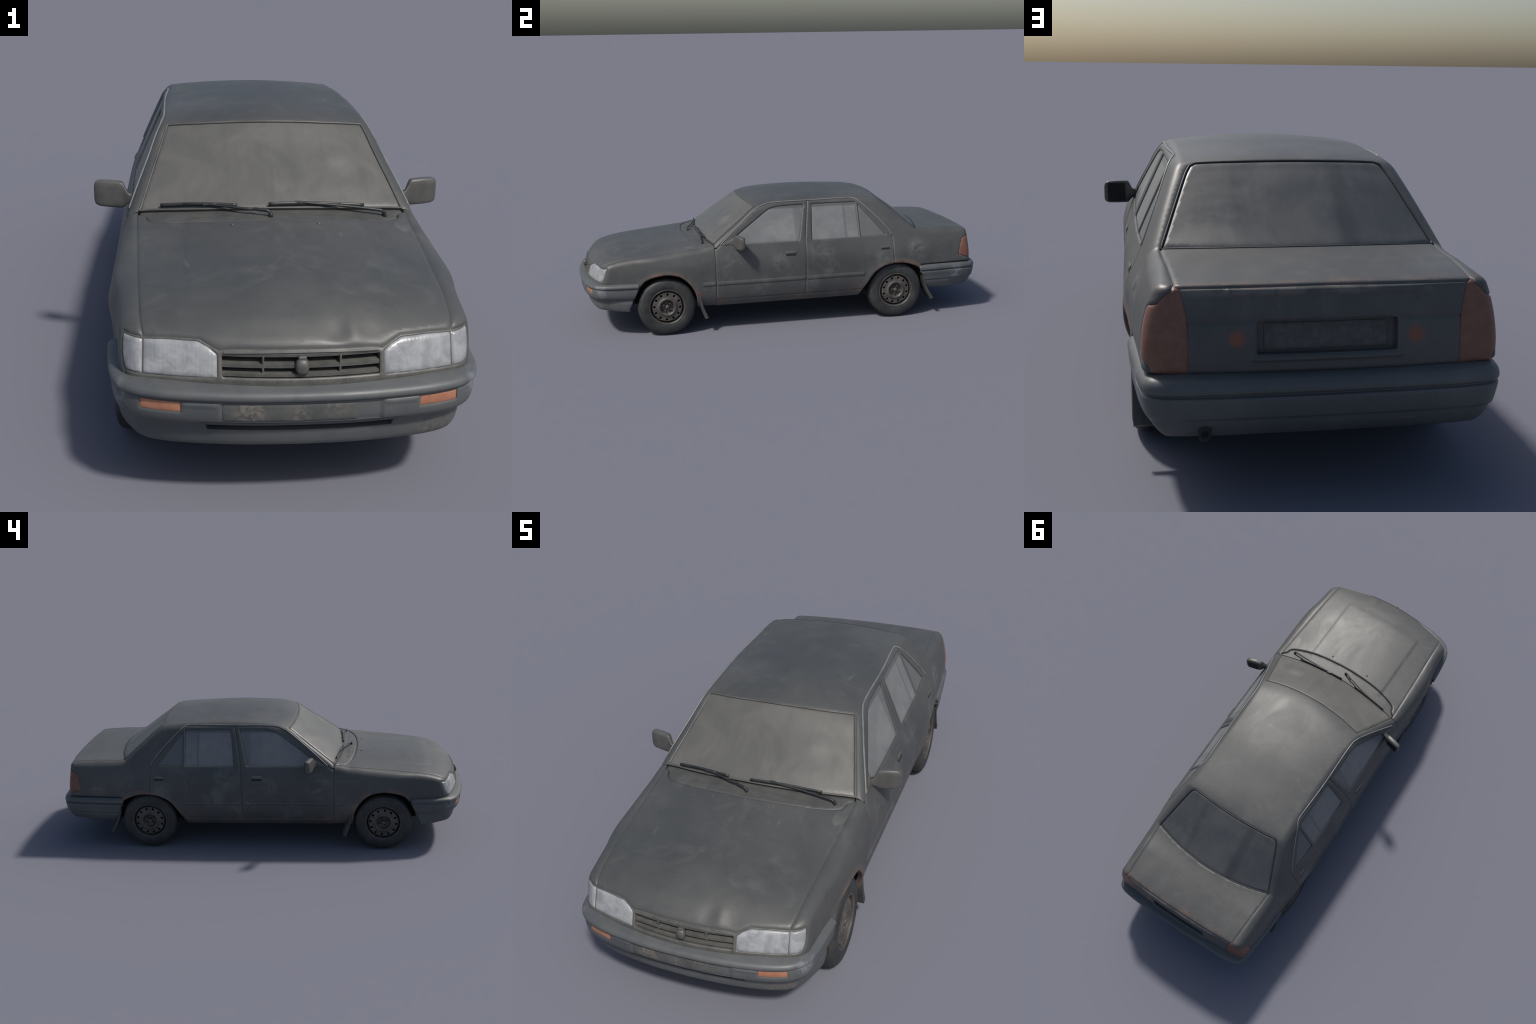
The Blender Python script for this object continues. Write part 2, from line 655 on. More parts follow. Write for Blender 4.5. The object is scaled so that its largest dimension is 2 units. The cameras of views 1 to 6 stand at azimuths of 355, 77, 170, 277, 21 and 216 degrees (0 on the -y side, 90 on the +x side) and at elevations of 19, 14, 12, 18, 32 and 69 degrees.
PAINT = paint_material("dusty_grey_paint")
BUMPER = paint_material("bumper_plastic", (.070, .077, .081), (.098, .104, .106), rust=False)
SCREEN = glass_material("dusty_windscreen", (.098, .098, .092), (.125, .122, .112), haze=(.172, -.290, .515))
REAR_GLASS = glass_material("dusty_rear_glass", (.075, .078, .079), (.100, .101, .098), bands=((0, -.125, -.085, .012, (.04, .043, .046), .5), (0, .115, .14, .014, (.045, .048, .05), .4), (0, -.07, .09, .02, (.10, .104, .104), .25)))  # dark upright stripes and a paler middle on the opaque pane
SIDE_GLASS = glass_material("dusty_side_glass", (.16, .168, .17), (.21, .215, .212), bands=((2, .570, .66, .004, (.09, .092, .09), .8), (1, .288, .300, .004, (.09, .095, .097), .5), (1, .366, .52, .002, (.10, .104, .104), .7), (1, .036, .075, .006, (.10, .104, .104), .5)))  # bands darken the opaque panes where the shaded interior would show through
COWL = simple("cowl_paint", (.062, .063, .06), (.09, .089, .083), .5)
TRIM = simple("weathered_trim", (.07, .07, .067), (.115, .113, .105), .42)
RAIL = simple("highlight_tinted_rail", (.14, .143, .14), (.22, .22, .21), .36)  # base colour lightened to carry the bright highlight along the gutter
RUBBER_LINE = simple("black_rubber_trim", (.018, .02, .022), (.035, .036, .036), .5, dust=.15)
GRILLE = simple("grille_plastic", (.07, .071, .066), (.11, .108, .098), .45, 30)
DARK = simple("dark_cavity", (.008, .008, .009), (.015, .015, .016), .8, dust=0)
LENS = simple("hazed_lamp_lens", (.215, .225, .235), (.35, .36, .37), .28, 26, spec=.6, dust=.22)
AMBER = simple("amber_lens", (.33, .135, .08), (.42, .195, .12), .38, 40, dust=.25)
RED = simple("red_lens", (.155, .068, .046), (.20, .092, .061), .42, 50, dust=.15)
def add_ribs(mat, scale, strength):
    """Fine upright flutes moulded into a lamp lens."""
    t = mat.node_tree
    w = t.nodes.new("ShaderNodeTexWave")
    w.bands_direction = 'X'
    w.inputs["Scale"].default_value = scale
    w.inputs["Distortion"].default_value = .3
    t.links.new(t.nodes.new("ShaderNodeTexCoord").outputs["Object"], w.inputs["Vector"])
    n = t.nodes.new("ShaderNodeBump")
    n.inputs["Strength"].default_value = strength
    n.inputs["Distance"].default_value = .002
    t.links.new(w.outputs["Fac"], n.inputs["Height"])
    b = t.nodes["Principled BSDF"]
    if b.inputs["Normal"].links:
        t.links.new(b.inputs["Normal"].links[0].from_socket, n.inputs["Normal"])
    t.links.new(n.outputs[0], b.inputs["Normal"])


add_ribs(LENS, 42., .05)
TYRE = simple("tyre_rubber", (.022, .024, .025), (.044, .045, .043), .58, 18, dust=.25)
STEEL = simple("rusty_steel_rim", (.056, .051, .046), (.108, .095, .084), .45, 26, dust=.35)
BLACK = simple("wiper_black", (.018, .02, .022), (.035, .037, .038), .42, dust=.1)
UNDER = simple("underbody_grime", (.014, .014, .015), (.028, .027, .026), .85, dust=.1)
FLAP = simple("mudflap_rubber", (.035, .036, .035), (.07, .07, .064), .55)
PLATE = simple("dirty_plate", (.068, .072, .073), (.10, .10, .094), .5, 14, dust=0)

# ---------------------------------------------------------------- outlines ---
GUTTER = smooth([(-.354, .408), (-.29, .463), (-.223, .517), (-.152, .571), (-.12, .588), (-.088, .5975), (-.02, .602),
                 (.115, .603), (.27, .604), (.335, .603), (.36, .597), (.395, .571), (.472, .496), (.519, .439), (.531, .410)])
PILLAR_LINE = [(.076, .157), (.082, .417), (.113, .6025)]
FRONT_ARCH = smooth([(-.456, .123), (-.459, .155), (-.468, .198), (-.495, .247), (-.54, .285), (-.6, .2985), (-.665, .290), (-.706, .272), (-.735, .240)])
REAR_ARCH = smooth([(.534, .2825), (.575, .281), (.615, .272), (.655, .257), (.672, .245)])
REAR_ARCH_DOOR = smooth([(.372, .157), (.39, .185), (.43, .242), (.48, .272), (.534, .2825)])
SCREEN_BOTTOM = smooth([(-.313, -.369), (-.2, -.392), (-.1, -.403), (0, -.407), (.1, -.403), (.2, -.392), (.313, -.369)])
SCREEN_TOP = smooth([(.247, -.150), (.16, -.169), (.08, -.178), (0, -.181), (-.08, -.178), (-.16, -.169), (-.247, -.150)])
REAR_TOP = smooth([(-.208, .4755), (-.1, .486), (0, .489), (.1, .486), (.208, .4755)])
REAR_BOTTOM = smooth([(.296, .667), (.2, .694), (.1, .711), (0, .717), (-.1, .711), (-.2, .694), (-.296, .667)])
HOOD_REAR = smooth([(.300, -.398), (.282, -.431), (.2, -.459), (.1, -.473), (0, -.477), (-.1, -.473), (-.2, -.459), (-.282, -.431), (-.300, -.398)])
HOOD_SEAM = smooth([(.318, -.383), (.3155, -.45), (.309, -.61), (.303, -.74), (.2985, -.82), (.295, -.87), (.2915, -.895)])
LAMP_TOP = [(.150, .325), (.163, .330), (.187, .342), (.24, .3415), (.290, .338)]
LAMP_CORNER = (-.877, .340)


def nose_corner(s):
    """Hood edge from the lamp's outer corner to its top line."""
    a = on_side([LAMP_CORNER])[0]
    c = on_end([LAMP_TOP[-1]], -1)[0]
    q = NOSE.down(np.array([a, c]))
    return flipx(NOSE.up(dense(q, .006)[:-1])[0], s)


def both(f):
    for s in (1, -1):
        f(s)


def flipx(P, s):
    return P if s > 0 else mirror(P)


def lamp_edge():
    """Outer border of a tail lamp, from the bumper up to the lid corner."""
    return np.vstack([on_end([(.329, .265), (.3325, .276)], 1), on_side([(.922, .286), (.889, .295), (.890, .315), (.895, .345), (.904, .374), (.913, .384)]),
                      on_end(smooth([(.3145, .392), (.302, .4065), (.287, .4165)]), 1)])


# ---- body shell: roof, pillars and rear wings in one sheet ----------------------
def build_shell():
    side = on_side(np.vstack([[(-.3665, .4125)], GUTTER, [(.532, .36)], REAR_ARCH, smooth([(.684, .2625), (.78, .263), (.893, .264)])]))
    tail = np.vstack([on_side([(.893, .264), (.918, .264)]), lamp_edge()])
    seam = on_top([(.283, .9265), (.290, .80), (.297, .685), (.296, .667)])
    glass = on_top(np.vstack([[(.296, .667)], [(.2315, .498)], [(.222, .482)], [(.208, .4755)]]))
    right = np.vstack([on_top([(.313, -.369)]), side, tail, seam, glass])
    left = mirror(right)[::-1]
    edge = on_top([(.247, -.150), (.313, -.369)])
    outline = np.vstack([right, on_top(REAR_TOP)[::-1], left, mirror(edge)[::-1], on_top(SCREEN_TOP)[::-1], edge])
    panel("body_shell", TUBE, outline, PAINT, h=.0050, depth=.0025, gap=.0035, rim=.018)


build_shell()


def build_windscreens():
    o = on_top(np.vstack([SCREEN_BOTTOM, SCREEN_TOP, SCREEN_BOTTOM[:1]]))[:-1]
    panel("windscreen", TOP, o, SCREEN, h=.006, gap=.0045, depth=.0035, rim=.014)
    sweep("windscreen_seal", resample(on_top(np.vstack([SCREEN_BOTTOM, SCREEN_TOP])), .012), .0028, TRIM, closed=True)
    g = np.vstack([REAR_TOP, [(.222, .482), (.2315, .498)], REAR_BOTTOM, [(-.2315, .498), (-.222, .482)]])
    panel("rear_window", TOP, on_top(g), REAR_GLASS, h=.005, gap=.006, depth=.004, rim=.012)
    sweep("rear_window_seal", resample(on_top(g), .012) - [0, 0, .001], .0028, RUBBER_LINE, closed=True)


build_windscreens()


def build_hood():
    lip = [(.302, -.86)]
    front = np.vstack([on_end(LAMP_TOP[::-1], -1), on_end(smooth([(.150, .325), (.12, .3285), (0, .3295), (-.12, .3285), (-.150, .325)]), -1),
                       on_end([(-x, z) for x, z in LAMP_TOP], -1)])
    seam = on_top(HOOD_SEAM)
    o = np.vstack([front, mirror(seam)[::-1], mirror(on_top([(.300, -.398)])), on_top(HOOD_REAR)[::-1][1:-1], on_top([(.300, -.398)]), seam])
    panel("hood", TOP, o, PAINT, h=.0065, gap=.0035, depth=.0022, rim=.006)
    c = np.vstack([on_top(SCREEN_BOTTOM), on_top([(.3165, -.383)]), on_top(HOOD_REAR), on_top([(-.3165, -.383)])])
    panel("cowl", TOP, c, COWL, gap=.0045, depth=.005, offset=-.0034, rim=.012)
    for x in (.094, -.102):
        p = on_top([(x, -.497)])[0]
        loft("washer_nozzle", [(p[2] - .002, x, p[1], .004, .004), (p[2] + .002, x, p[1], .004, .004), (p[2] + .0035, x, p[1], .002, .002)], TRIM, n=12, power=2., axis=2)


build_hood()


def build_fender(s):
    low = on_side(np.vstack([[(-.366, .123), (-.366, .20), (-.3665, .33), (-.3665, .4125)]]), s)
    seam = flipx(on_top(np.vstack([[(.318, -.372)], HOOD_SEAM])), s)
    lamp0 = np.vstack([flipx(on_end([LAMP_TOP[-1]], -1), s), nose_corner(s)[::-1]])
    lamp = on_side([LAMP_CORNER, (-.886, .31), (-.897, .285), (-.905, .268), (-.905, .256), (-.74, .254)], s)
    arch = on_side(FRONT_ARCH[::-1], s)
    panel("front_fender", TUBE, np.vstack([low, seam, lamp0, lamp, arch]), PAINT, h=.007, depth=.0025, rim=.016)


both(build_fender)


def build_doors(s):
    g1 = GUTTER[GUTTER[:, 0] < .108]
    g2 = GUTTER[GUTTER[:, 0] > .118]
    front = np.vstack([[(-.366, .157), (-.3665, .404)], g1, PILLAR_LINE[::-1]])
    win1 = rounded([(-.262, .4205), (-.262, .4545), (-.19, .5045), (-.117, .5535), (-.083, .574), (-.045, .5825), (.02, .5855), (.090, .5855), (.052, .4205)], .006)
    win2 = rounded([(.116, .4205), (.133, .5865), (.359, .5855), (.357, .4205)], .005)
    win3 = rounded([(.368, .4205), (.3695, .574), (.500, .4205)], .006)
    d1 = panel("front_door", SIDES[s], on_side(front, s), PAINT, holes=[on_side(win1, s)], depth=.0025, gap=.003, rim=.008)
    rear = np.vstack([PILLAR_LINE, g2, [(.532, .36)], REAR_ARCH_DOOR[::-1]])
    d2 = panel("rear_door", SIDES[s], on_side(rear, s), PAINT, holes=[on_side(win2, s), on_side(win3, s)], depth=.0025, gap=.003, rim=.012)
    for w, d, nm in ((win1, d1, "door_window"), (win2, d2, "door_window"), (win3, d2, "quarter_window")):
        panel(nm, SIDES[s], on_side(w, s), SIDE_GLASS, gap=.003, depth=.001, offset=-.004, rim=0, parent=d)
    sail = [(-.338, .4195), (-.2645, .4195), (-.2645, .4535)]
    panel("mirror_base", SIDES[s], on_side(rounded(sail, .004), s), TRIM, offset=.003, depth=.002, gap=.003, rim=.004, parent=d1)
    for d, y0, y1 in ((None, -.431, -.3675), (d1, -.3645, .0755), (d2, .0825, .379)):
        panel("side_moulding", SIDES[s], on_side(rounded([(y0, .231), (y1, .231), (y1, .2505), (y0, .2505)], .002), s), PAINT, offset=.003, depth=.002, gap=.004, rim=.003, parent=d)
    for d, y, z0, z1, w in ((d1, .004, .3535, .376, .025), (d2, .488, .353, .3705, .022)):
        p = on_side([(y, (z0 + z1) / 2)], s)[0][0]
        zm = z0 + .42 * (z1 - z0)
        slope = lambda v, z0=z0: v
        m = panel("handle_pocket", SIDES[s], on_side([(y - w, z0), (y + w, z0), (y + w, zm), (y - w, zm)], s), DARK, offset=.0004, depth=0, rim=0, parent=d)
        panel("door_handle", SIDES[s], on_side(rounded([(y - w, zm), (y + w, zm), (y + w, z1), (y - w, z1)], .002), s), TRIM, offset=.0035, depth=.0015, gap=.003, rim=.005, parent=d)
    rail = np.vstack([GUTTER[2:-2]])
    P = on_side(resample(rail, .014, closed=False), s)
    sweep("drip_rail", P, .0031, RAIL, n=8)
    panel("sill", SIDES[s], on_side([(-.366, .120), (-.366, .157), (.372, .157), (.355, .120)], s), PAINT, depth=.002, rim=.03)


both(build_doors)


def build_trunk():
    lid = np.vstack([on_top(REAR_BOTTOM[::-1]), on_top([(.297, .685), (.290, .80), (.283, .9265)]), on_top([(.282, .9345)]), on_end(smooth([(.275, .4195), (.1, .4215), (0, .4225), (-.1, .4215), (-.275, .4195)]), 1), on_top([(-.282, .9345)]),
                     on_top([(-.283, .9265), (-.290, .80), (-.297, .685)])])
    panel("trunk_lid", TOP, lid, PAINT, depth=.0025, gap=.0035, rim=.004)

    def plate_dip(P, bd):
        x, z = np.abs(P[:, 0]), P[:, 2]
        groove = -.004 * np.exp(-((z - (.362 - .006 * step(x, .13, .16))) / .0022) ** 2) * step(x, .12, .14)
        strip = .003 * step(x, .192, .186) * step(z, .405, .408) * step(-z, -.419, -.416)
        ledge = .006 * step(x, .15, .14) * np.exp(-((z - .289) / .004) ** 2)
        return groove + strip + ledge
    inner = smooth([(.274, .4185), (.267, .39), (.262, .36), (.260, .31), (.260, .262)])
    o = np.vstack([on_end(smooth([(.275, .4195), (.1, .4215), (0, .4225), (-.1, .4215), (-.275, .4195)]), 1)[::-1], on_end(inner, 1), on_end([(-x, z) for x, z in inner], 1)[::-1]])
    recess = on_end(rounded([(-.134, .2965), (.134, .2965), (.134, .359), (-.134, .359)], .004), 1)
    tailp = panel("tail_panel", TAIL, o, TAIL_PAINT, holes=[recess], h=.0042, depth=.0025, rim=.018, bulge=plate_dip)
    panel("plate_recess", TAIL, recess, TAIL_PAINT, offset=-.018, depth=0, rim=0, parent=tailp)
    q = rounded([(-.119, .302), (.119, .302), (.119, .353), (-.119, .353)], .004)
    panel("number_plate", TAIL, on_end(q, 1), PLATE_REAR, offset=-.0145, depth=.001, rim=.003, parent=tailp)
    for s in (1, -1):
        a = flipx(np.vstack([on_end(inner, 1), on_end([(.262, .262), (.318, .264)], 1), lamp_edge(), on_top([(.283, .9265), (.282, .9345)])]), s)
        panel("tail_lamp", TAIL, a, RED, h=.006, depth=.0025, gap=.003, rim=.004)


TAIL_PAINT = paint_material("tail_paint", rust=False)
PLATE_REAR = simple("worn_rear_plate", (.052, .054, .053), (.085, .083, .078), .55, 60, dust=.2)


def spot_rust(mat):
    """Two round rusty reflector stains beside the number plate."""
    t = mat.node_tree
    k = Nodes.__new__(Nodes)
    k.m, k.t, k.b = mat, t, t.nodes["Principled BSDF"]
    k.co = t.nodes.new("ShaderNodeTexCoord").outputs["Object"]
    src = k.b.inputs["Base Color"].links[0].from_socket
    col = src
    x = k.xyz()
    for px in (.171, -.171):
        m = k.near((px, 0, .326), .008, .022, (1, 0, 1))
        m = k.math('MULTIPLY', m, k.ramp(k.noise(45, 5, .7), .3, .55))
        col = k.mix(k.math('MULTIPLY', m, .9), col, (.20, .065, .035))
    edge = k.math('MULTIPLY', k.ramp(x[2], .400, .414), k.ramp(k.noise(14, 5, .7), .46, .6))
    col = k.mix(k.math('MULTIPLY', edge, .5), col, (.20, .17, .15))
    k.put(k.b.inputs["Base Color"], col)


def stain(mat, spots, tint, amount, scale=60):
    """Mixes stains (centre, inner, outer radius) into a material's colour;
    a None coordinate makes the stain run along that axis."""
    k = Nodes.__new__(Nodes)
    k.m, k.t = mat, mat.node_tree
    k.b = k.t.nodes["Principled BSDF"]
    k.co = k.t.nodes.new("ShaderNodeTexCoord").outputs["Object"]
    col = k.b.inputs["Base Color"].links[0].from_socket
    for p, r0, r1 in spots:
        use = tuple(int(c is not None) for c in p)
        m = k.math('MULTIPLY', k.near(tuple(c or 0. for c in p), r0, r1, use), k.ramp(k.noise(scale, 6, .72, .8), .42, .62))
        col = k.mix(k.math('MULTIPLY', m, amount), col, tint)
    k.put(k.b.inputs["Base Color"], col)


spot_rust(TAIL_PAINT)
N_ = None
stain(PLATE, [((-.095, N_, .214), .01, .045), ((.06, N_, .226), .005, .03), ((-.01, N_, .203), .005, .04)], (.22, .195, .155), .7)
stain(BUMPER, [((.27, -.93, .15), .02, .08)], (.20, .165, .125), .5)
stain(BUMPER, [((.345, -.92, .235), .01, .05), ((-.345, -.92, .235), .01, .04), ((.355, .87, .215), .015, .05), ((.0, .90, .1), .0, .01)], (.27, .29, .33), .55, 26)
stain(PAINT, [((N_, -.30, .32), .02, .10), ((N_, -.41, .21), .02, .09), ((N_, -.05, .33), .015, .07), ((N_, .035, .26), .015, .07), ((N_, .10, .22), .015, .07),
              ((N_, .16, .36), .02, .09), ((N_, .22, .27), .02, .08), ((N_, .47, .30), .02, .07), ((N_, .66, .34), .02, .08), ((N_, .80, .29), .015, .06), ((N_, -.15, .20), .02, .08)],
      (.145, .15, .148), .55, 15)
stain(PAINT, [((N_, -.345, .155), .01, .045), ((N_, .09, .165), .01, .03), ((N_, .33, .165), .01, .05), ((N_, -.44, .185), .005, .03), ((N_, .64, .268), .01, .03)], (.17, .10, .075), .8, 40)
build_trunk()


# ---- front: fascia, lamps, grille ------------------------------------------------
def bowed(y0):
    """Bends boxes built at y = y0 along the curved nose."""
    return lambda v: (v[0], v[1] + .6 * v[0] ** 2, v[2])


def build_front():
    top_edge = np.vstack([nose_corner(1), on_end(LAMP_TOP[::-1], -1), on_end(smooth([(.150, .325), (.12, .3285), (0, .3295), (-.12, .3285), (-.150, .325)]), -1),
                          on_end([(-x, z) for x, z in LAMP_TOP], -1), nose_corner(-1)[::-1]])
    edge_l = on_side([(-.886, .31), (-.897, .285), (-.905, .268), (-.905, .256)], -1)
    bottom = on_end(np.stack([np.linspace(-.27, .27, 24), np.full(24, .256)], 1), -1)
    edge_r = on_side([(-.905, .256), (-.905, .268), (-.897, .285), (-.886, .31)])
    main = [(.1545, .2765), (.1545, .3185), (.168, .329), (.189, .338), (.24, .338), (.2885, .335), (.2905, .2725)]
    hole = [(-.146, .2785), (-.146, .3175), (.146, .3175), (.146, .2785)]
    holes = [on_end(rounded(hole, .003), -1)]
    lamps = []
    for s in (1, -1):
        a = flipx(on_end(rounded(main, .003), -1), s)
        b = flipx(np.vstack([on_end([(.2925, .2725), (.2905, .3345)], -1), on_side([(-.8795, .3365), (-.887, .31), (-.8975, .286), (-.904, .2745)])]), s)
        holes += [a, b]
        lamps.append((a, b))
    f = panel("front_fascia", NOSE, np.vstack([top_edge, edge_l, bottom, edge_r]), GRILLE, holes=holes, h=.007, gap=.0025, depth=.002, rim=.012)
    for a, b in lamps:
        panel("headlamp_lens", NOSE, a, LENS, h=.007, depth=.0025, gap=.003, rim=.004)
        panel("corner_lamp_lens", NOSE, b, LENS, h=.007, depth=.0025, gap=.003, rim=.004)
    # grille in the opening
    n = 24
    xs = np.linspace(-.15, .15, n)
    V = [(x, -.935 + .6 * x * x, z) for x in xs for z in (.27, .325)]
    add_mesh("grille_cavity", V, [(2 * i, 2 * i + 1, 2 * i + 3, 2 * i + 2) for i in range(n - 1)], DARK)
    g = bpy.data.objects.new("grille", None)
    bpy.context.collection.objects.link(g)
    g.parent = ROOT

    def slat(z, h, y0, y1, r=.002):
        m = 24
        x = np.linspace(-.147, .147, m)
        V, F = [], []
        for a in x:
            yy = .6 * a * a
            for (dy, dz) in ((y0, -h), (y0, h * .3), (y1, h), (y1, -h)):
                V.append((a, dy + yy, z + dz))
        for i in range(m - 1):
            for k in range(4):
                F.append((4 * i + k, 4 * i + (k + 1) % 4, 4 * i + 4 + (k + 1) % 4, 4 * i + 4 + k))
        add_mesh("grille_slat", V, F, GRILLE, g, flat=True)
    slat(.3005, .0052, -.9650, -.940)
    slat(.2835, .0042, -.9690, -.940)
    slat(.3175, .0022, -.9610, -.940)
    for x in (-.071, .071):
        box("grille_divider", (x - .002, -.9655, .2785), (x + .002, -.94, .318), GRILLE, .001, g, move=bowed(0))
    loft("emblem", [(-.955, .303, 0, .0135, .009), (-.968, .300, 0, .0150, .0130), (-.974, .298, 0, .0130, .0115), (-.977, .2965, 0, .007, .007)][::-1], GRILLE, g, n=20, power=2.6, axis=1)
    box("emblem", (-.008, -.9700, .3075), (.008, -.955, .3195), GRILLE, .003, g)
    panel("hood_moulding", NOSE, on_end(np.vstack([smooth([(-.142, .3205), (0, .3225), (.142, .3205)]), smooth([(.142, .3245), (0, .3272), (-.142, .3245)])]), -1), GRILLE, h=.004, offset=.003, depth=0, gap=.0015, rim=.005)


build_front()

# ---- bumpers ---------------------------------------------------------------------
FRONT_PLAN = [(0, -1.0), (.1, -.9965), (.2, -.9845), (.27, -.968), (.314, -.947), (.343, -.914), (.3565, -.868), (.363, -.81), (.3665, -.76), (.369, -.70)]
FRONT_PROFILE = [(-.062, .2650), (-.045, .2668), (-.032, .2660), (-.010, .2605), (-.0025, .2555), (0, .2505), (-.0005, .2450), (-.003, .2425), (-.0075, .2415), (-.0080, .2390), (-.0055, .2360),
                 (-.0050, .215), (-.008, .200), (-.015, .192), (-.025, .187), (-.030, .175), (-.033, .155), (-.038, .140), (-.048, .1325), (-.08, .1315)]
REAR_PLAN = [(0, 1.0), (.1, .9985), (.2, .9965), (.278, .991), (.322, .980), (.344, .955), (.353, .90), (.360, .82), (.3665, .74), (.369, .64)]
REAR_PROFILE = [(-.045, .2625), (-.032, .2625), (-.013, .2575), (-.003, .249), (0, .240), (-.0005, .2325), (-.007, .2295), (-.0075, .2260), (-.0015, .2230),
                (-.004, .205), (-.010, .1825), (-.016, .1795), (-.021, .165), (-.034, .147), (-.052, .1345), (-.085, .131)]


class Bumper:
    def __init__(self, plan, profile, sign):
        h = smooth(plan, 12)
        full = np.vstack([mirror3(h)[::-1][:-1], h])
        self.P = full
        self.L = np.concatenate([[0], np.cumsum(np.hypot(*np.diff(full, axis=0).T))])
        self.L -= self.L[-1] / 2
        self.pr = smooth(profile, 6)
        self.B = np.concatenate([[0], np.cumsum(np.hypot(*np.diff(self.pr, axis=0).T))])
        self.sign = sign

    def b_at(self, z):
        return float(np.interp(-z, -self.pr[4:, 1], self.B[4:]))

    def s_at(self, x):
        half = self.P[len(self.P) // 2:]
        return float(np.interp(abs(x), half[:, 0], self.L[len(self.P) // 2:])) * (1 if x >= 0 else -1)

    def s_at_y(self, y):
        half = self.P[len(self.P) // 2:]
        return float(np.interp(abs(y), -np.abs(half[:, 1][::1])[::1] * -1, self.L[len(self.P) // 2:])) if False else float(np.interp(-abs(y), -np.abs(half[:, 1]), self.L[len(self.P) // 2:]))

    def __call__(self, q):
        s, b = q[:, 0], q[:, 1]
        x, y = np.interp(s, self.L, self.P[:, 0]), np.interp(s, self.L, self.P[:, 1])
        e = .012
        tx = np.interp(s + e, self.L, self.P[:, 0]) - np.interp(s - e, self.L, self.P[:, 0])
        ty = np.interp(s + e, self.L, self.P[:, 1]) - np.interp(s - e, self.L, self.P[:, 1])
        n = unit(np.stack([ty, -tx], 1)) * (-self.sign)
        n[(n[:, 1] * self.sign < 0)] *= 1
        off, z = np.interp(b, self.B, self.pr[:, 0]), np.interp(b, self.B, self.pr[:, 1])
        flank = step(np.abs(s), .36, .50) * step(-z, -.205, -.17)
        off = off * (1 - .5 * flank)
        z = z - (.007 if self.sign < 0 else -.001) * flank
        return np.stack([x + n[:, 0] * off, y + n[:, 1] * off, z], 1)


def mirror3(p):
    return p * np.array([-1, 1.])


class BumperChart(FlatChart):
    def up(self, q):
        P, N = super().up(q)
        c = np.array([0, .55 * self.fn.sign, .2])
        out = ((P - c) * N).sum(1) < 0
        N[out] *= -1
        return P, N


def build_bumper(plan, profile, sign, end_top, end_low, zs):
    B = Bumper(plan, profile, sign)
    ch = BumperChart(B)
    b0, b1 = 0., B.B[-1]
    s_top, s_low = B.s_at_y(end_top), B.s_at_y(end_low)
    bt, bl = B.b_at(.24), B.b_at(.145)
    bs = np.linspace(b0, b1, 30)
    edge = [(np.interp(b, [bt, bl], [s_top, s_low]), b) for b in bs]
    o = np.array([(-s, b) for s, b in edge] + [(s, b) for s, b in edge[::-1]])
    return B, ch, o


def build_front_bumper():
    B, ch, o = build_bumper(FRONT_PLAN, FRONT_PROFILE, -1, .735, .782, None)
    R = lambda x0, x1, z0, z1, r=.002: rounded([(B.s_at(x0), B.b_at(z0)), (B.s_at(x1), B.b_at(z0)), (B.s_at(x1), B.b_at(z1)), (B.s_at(x0), B.b_at(z1))], r)
    vent = np.array([(B.s_at(-.187), B.b_at(.1955)), (B.s_at(.187), B.b_at(.1955)), (B.s_at(.178), B.b_at(.170)), (B.s_at(-.178), B.b_at(.170))])
    sig = [R(.2225, .300, .217, .2385), R(-.300, -.2225, .217, .2385)]

    def plate_recess(P, bd):
        x, z = np.abs(P[:, 0]), P[:, 2]
        d = -.003 * step(x, .150, .147) * step(z, .196, .199) * step(-z, -.242, -.2395)
        return d + .002 * step(x, .153, .158) * step(x, .222, .212) * np.exp(-((z - .233) / .004) ** 2)
    f = panel("front_bumper", ch, o, BUMPER, holes=[vent] + sig, h=.004, gap=.003, depth=.0015, rim=.024, domain=True, bulge=plate_recess)
    panel("number_plate", ch, R(-.146, .104, .1995, .2365), PLATE, offset=-.0012, depth=.001, rim=.002, domain=True, parent=f)
    for q in sig:
        panel("indicator_lamp", ch, q, AMBER, h=.007, offset=-.002, depth=.001, rim=.003, domain=True, parent=f)
    panel("bumper_vent_cavity", ch, np.array([(B.s_at(-.2), B.b_at(.197)), (B.s_at(.2), B.b_at(.197)), (B.s_at(.2), B.b_at(.17)), (B.s_at(-.2), B.b_at(.17))]), DARK, offset=-.024, depth=0, rim=0, domain=True, parent=f)
    panel("bumper_vent_slat", ch, R(-.184, .184, .1805, .186, .0005), BUMPER, offset=-.0015, depth=.0005, gap=.001, rim=.010, domain=True, parent=f)


def build_rear_bumper():
    B, ch, o = build_bumper(REAR_PLAN, REAR_PROFILE, 1, .672, .716, None)
    panel("rear_bumper", ch, o, BUMPER, h=.004, gap=.003, depth=.0015, rim=.012, domain=True)


build_front_bumper()
build_rear_bumper()


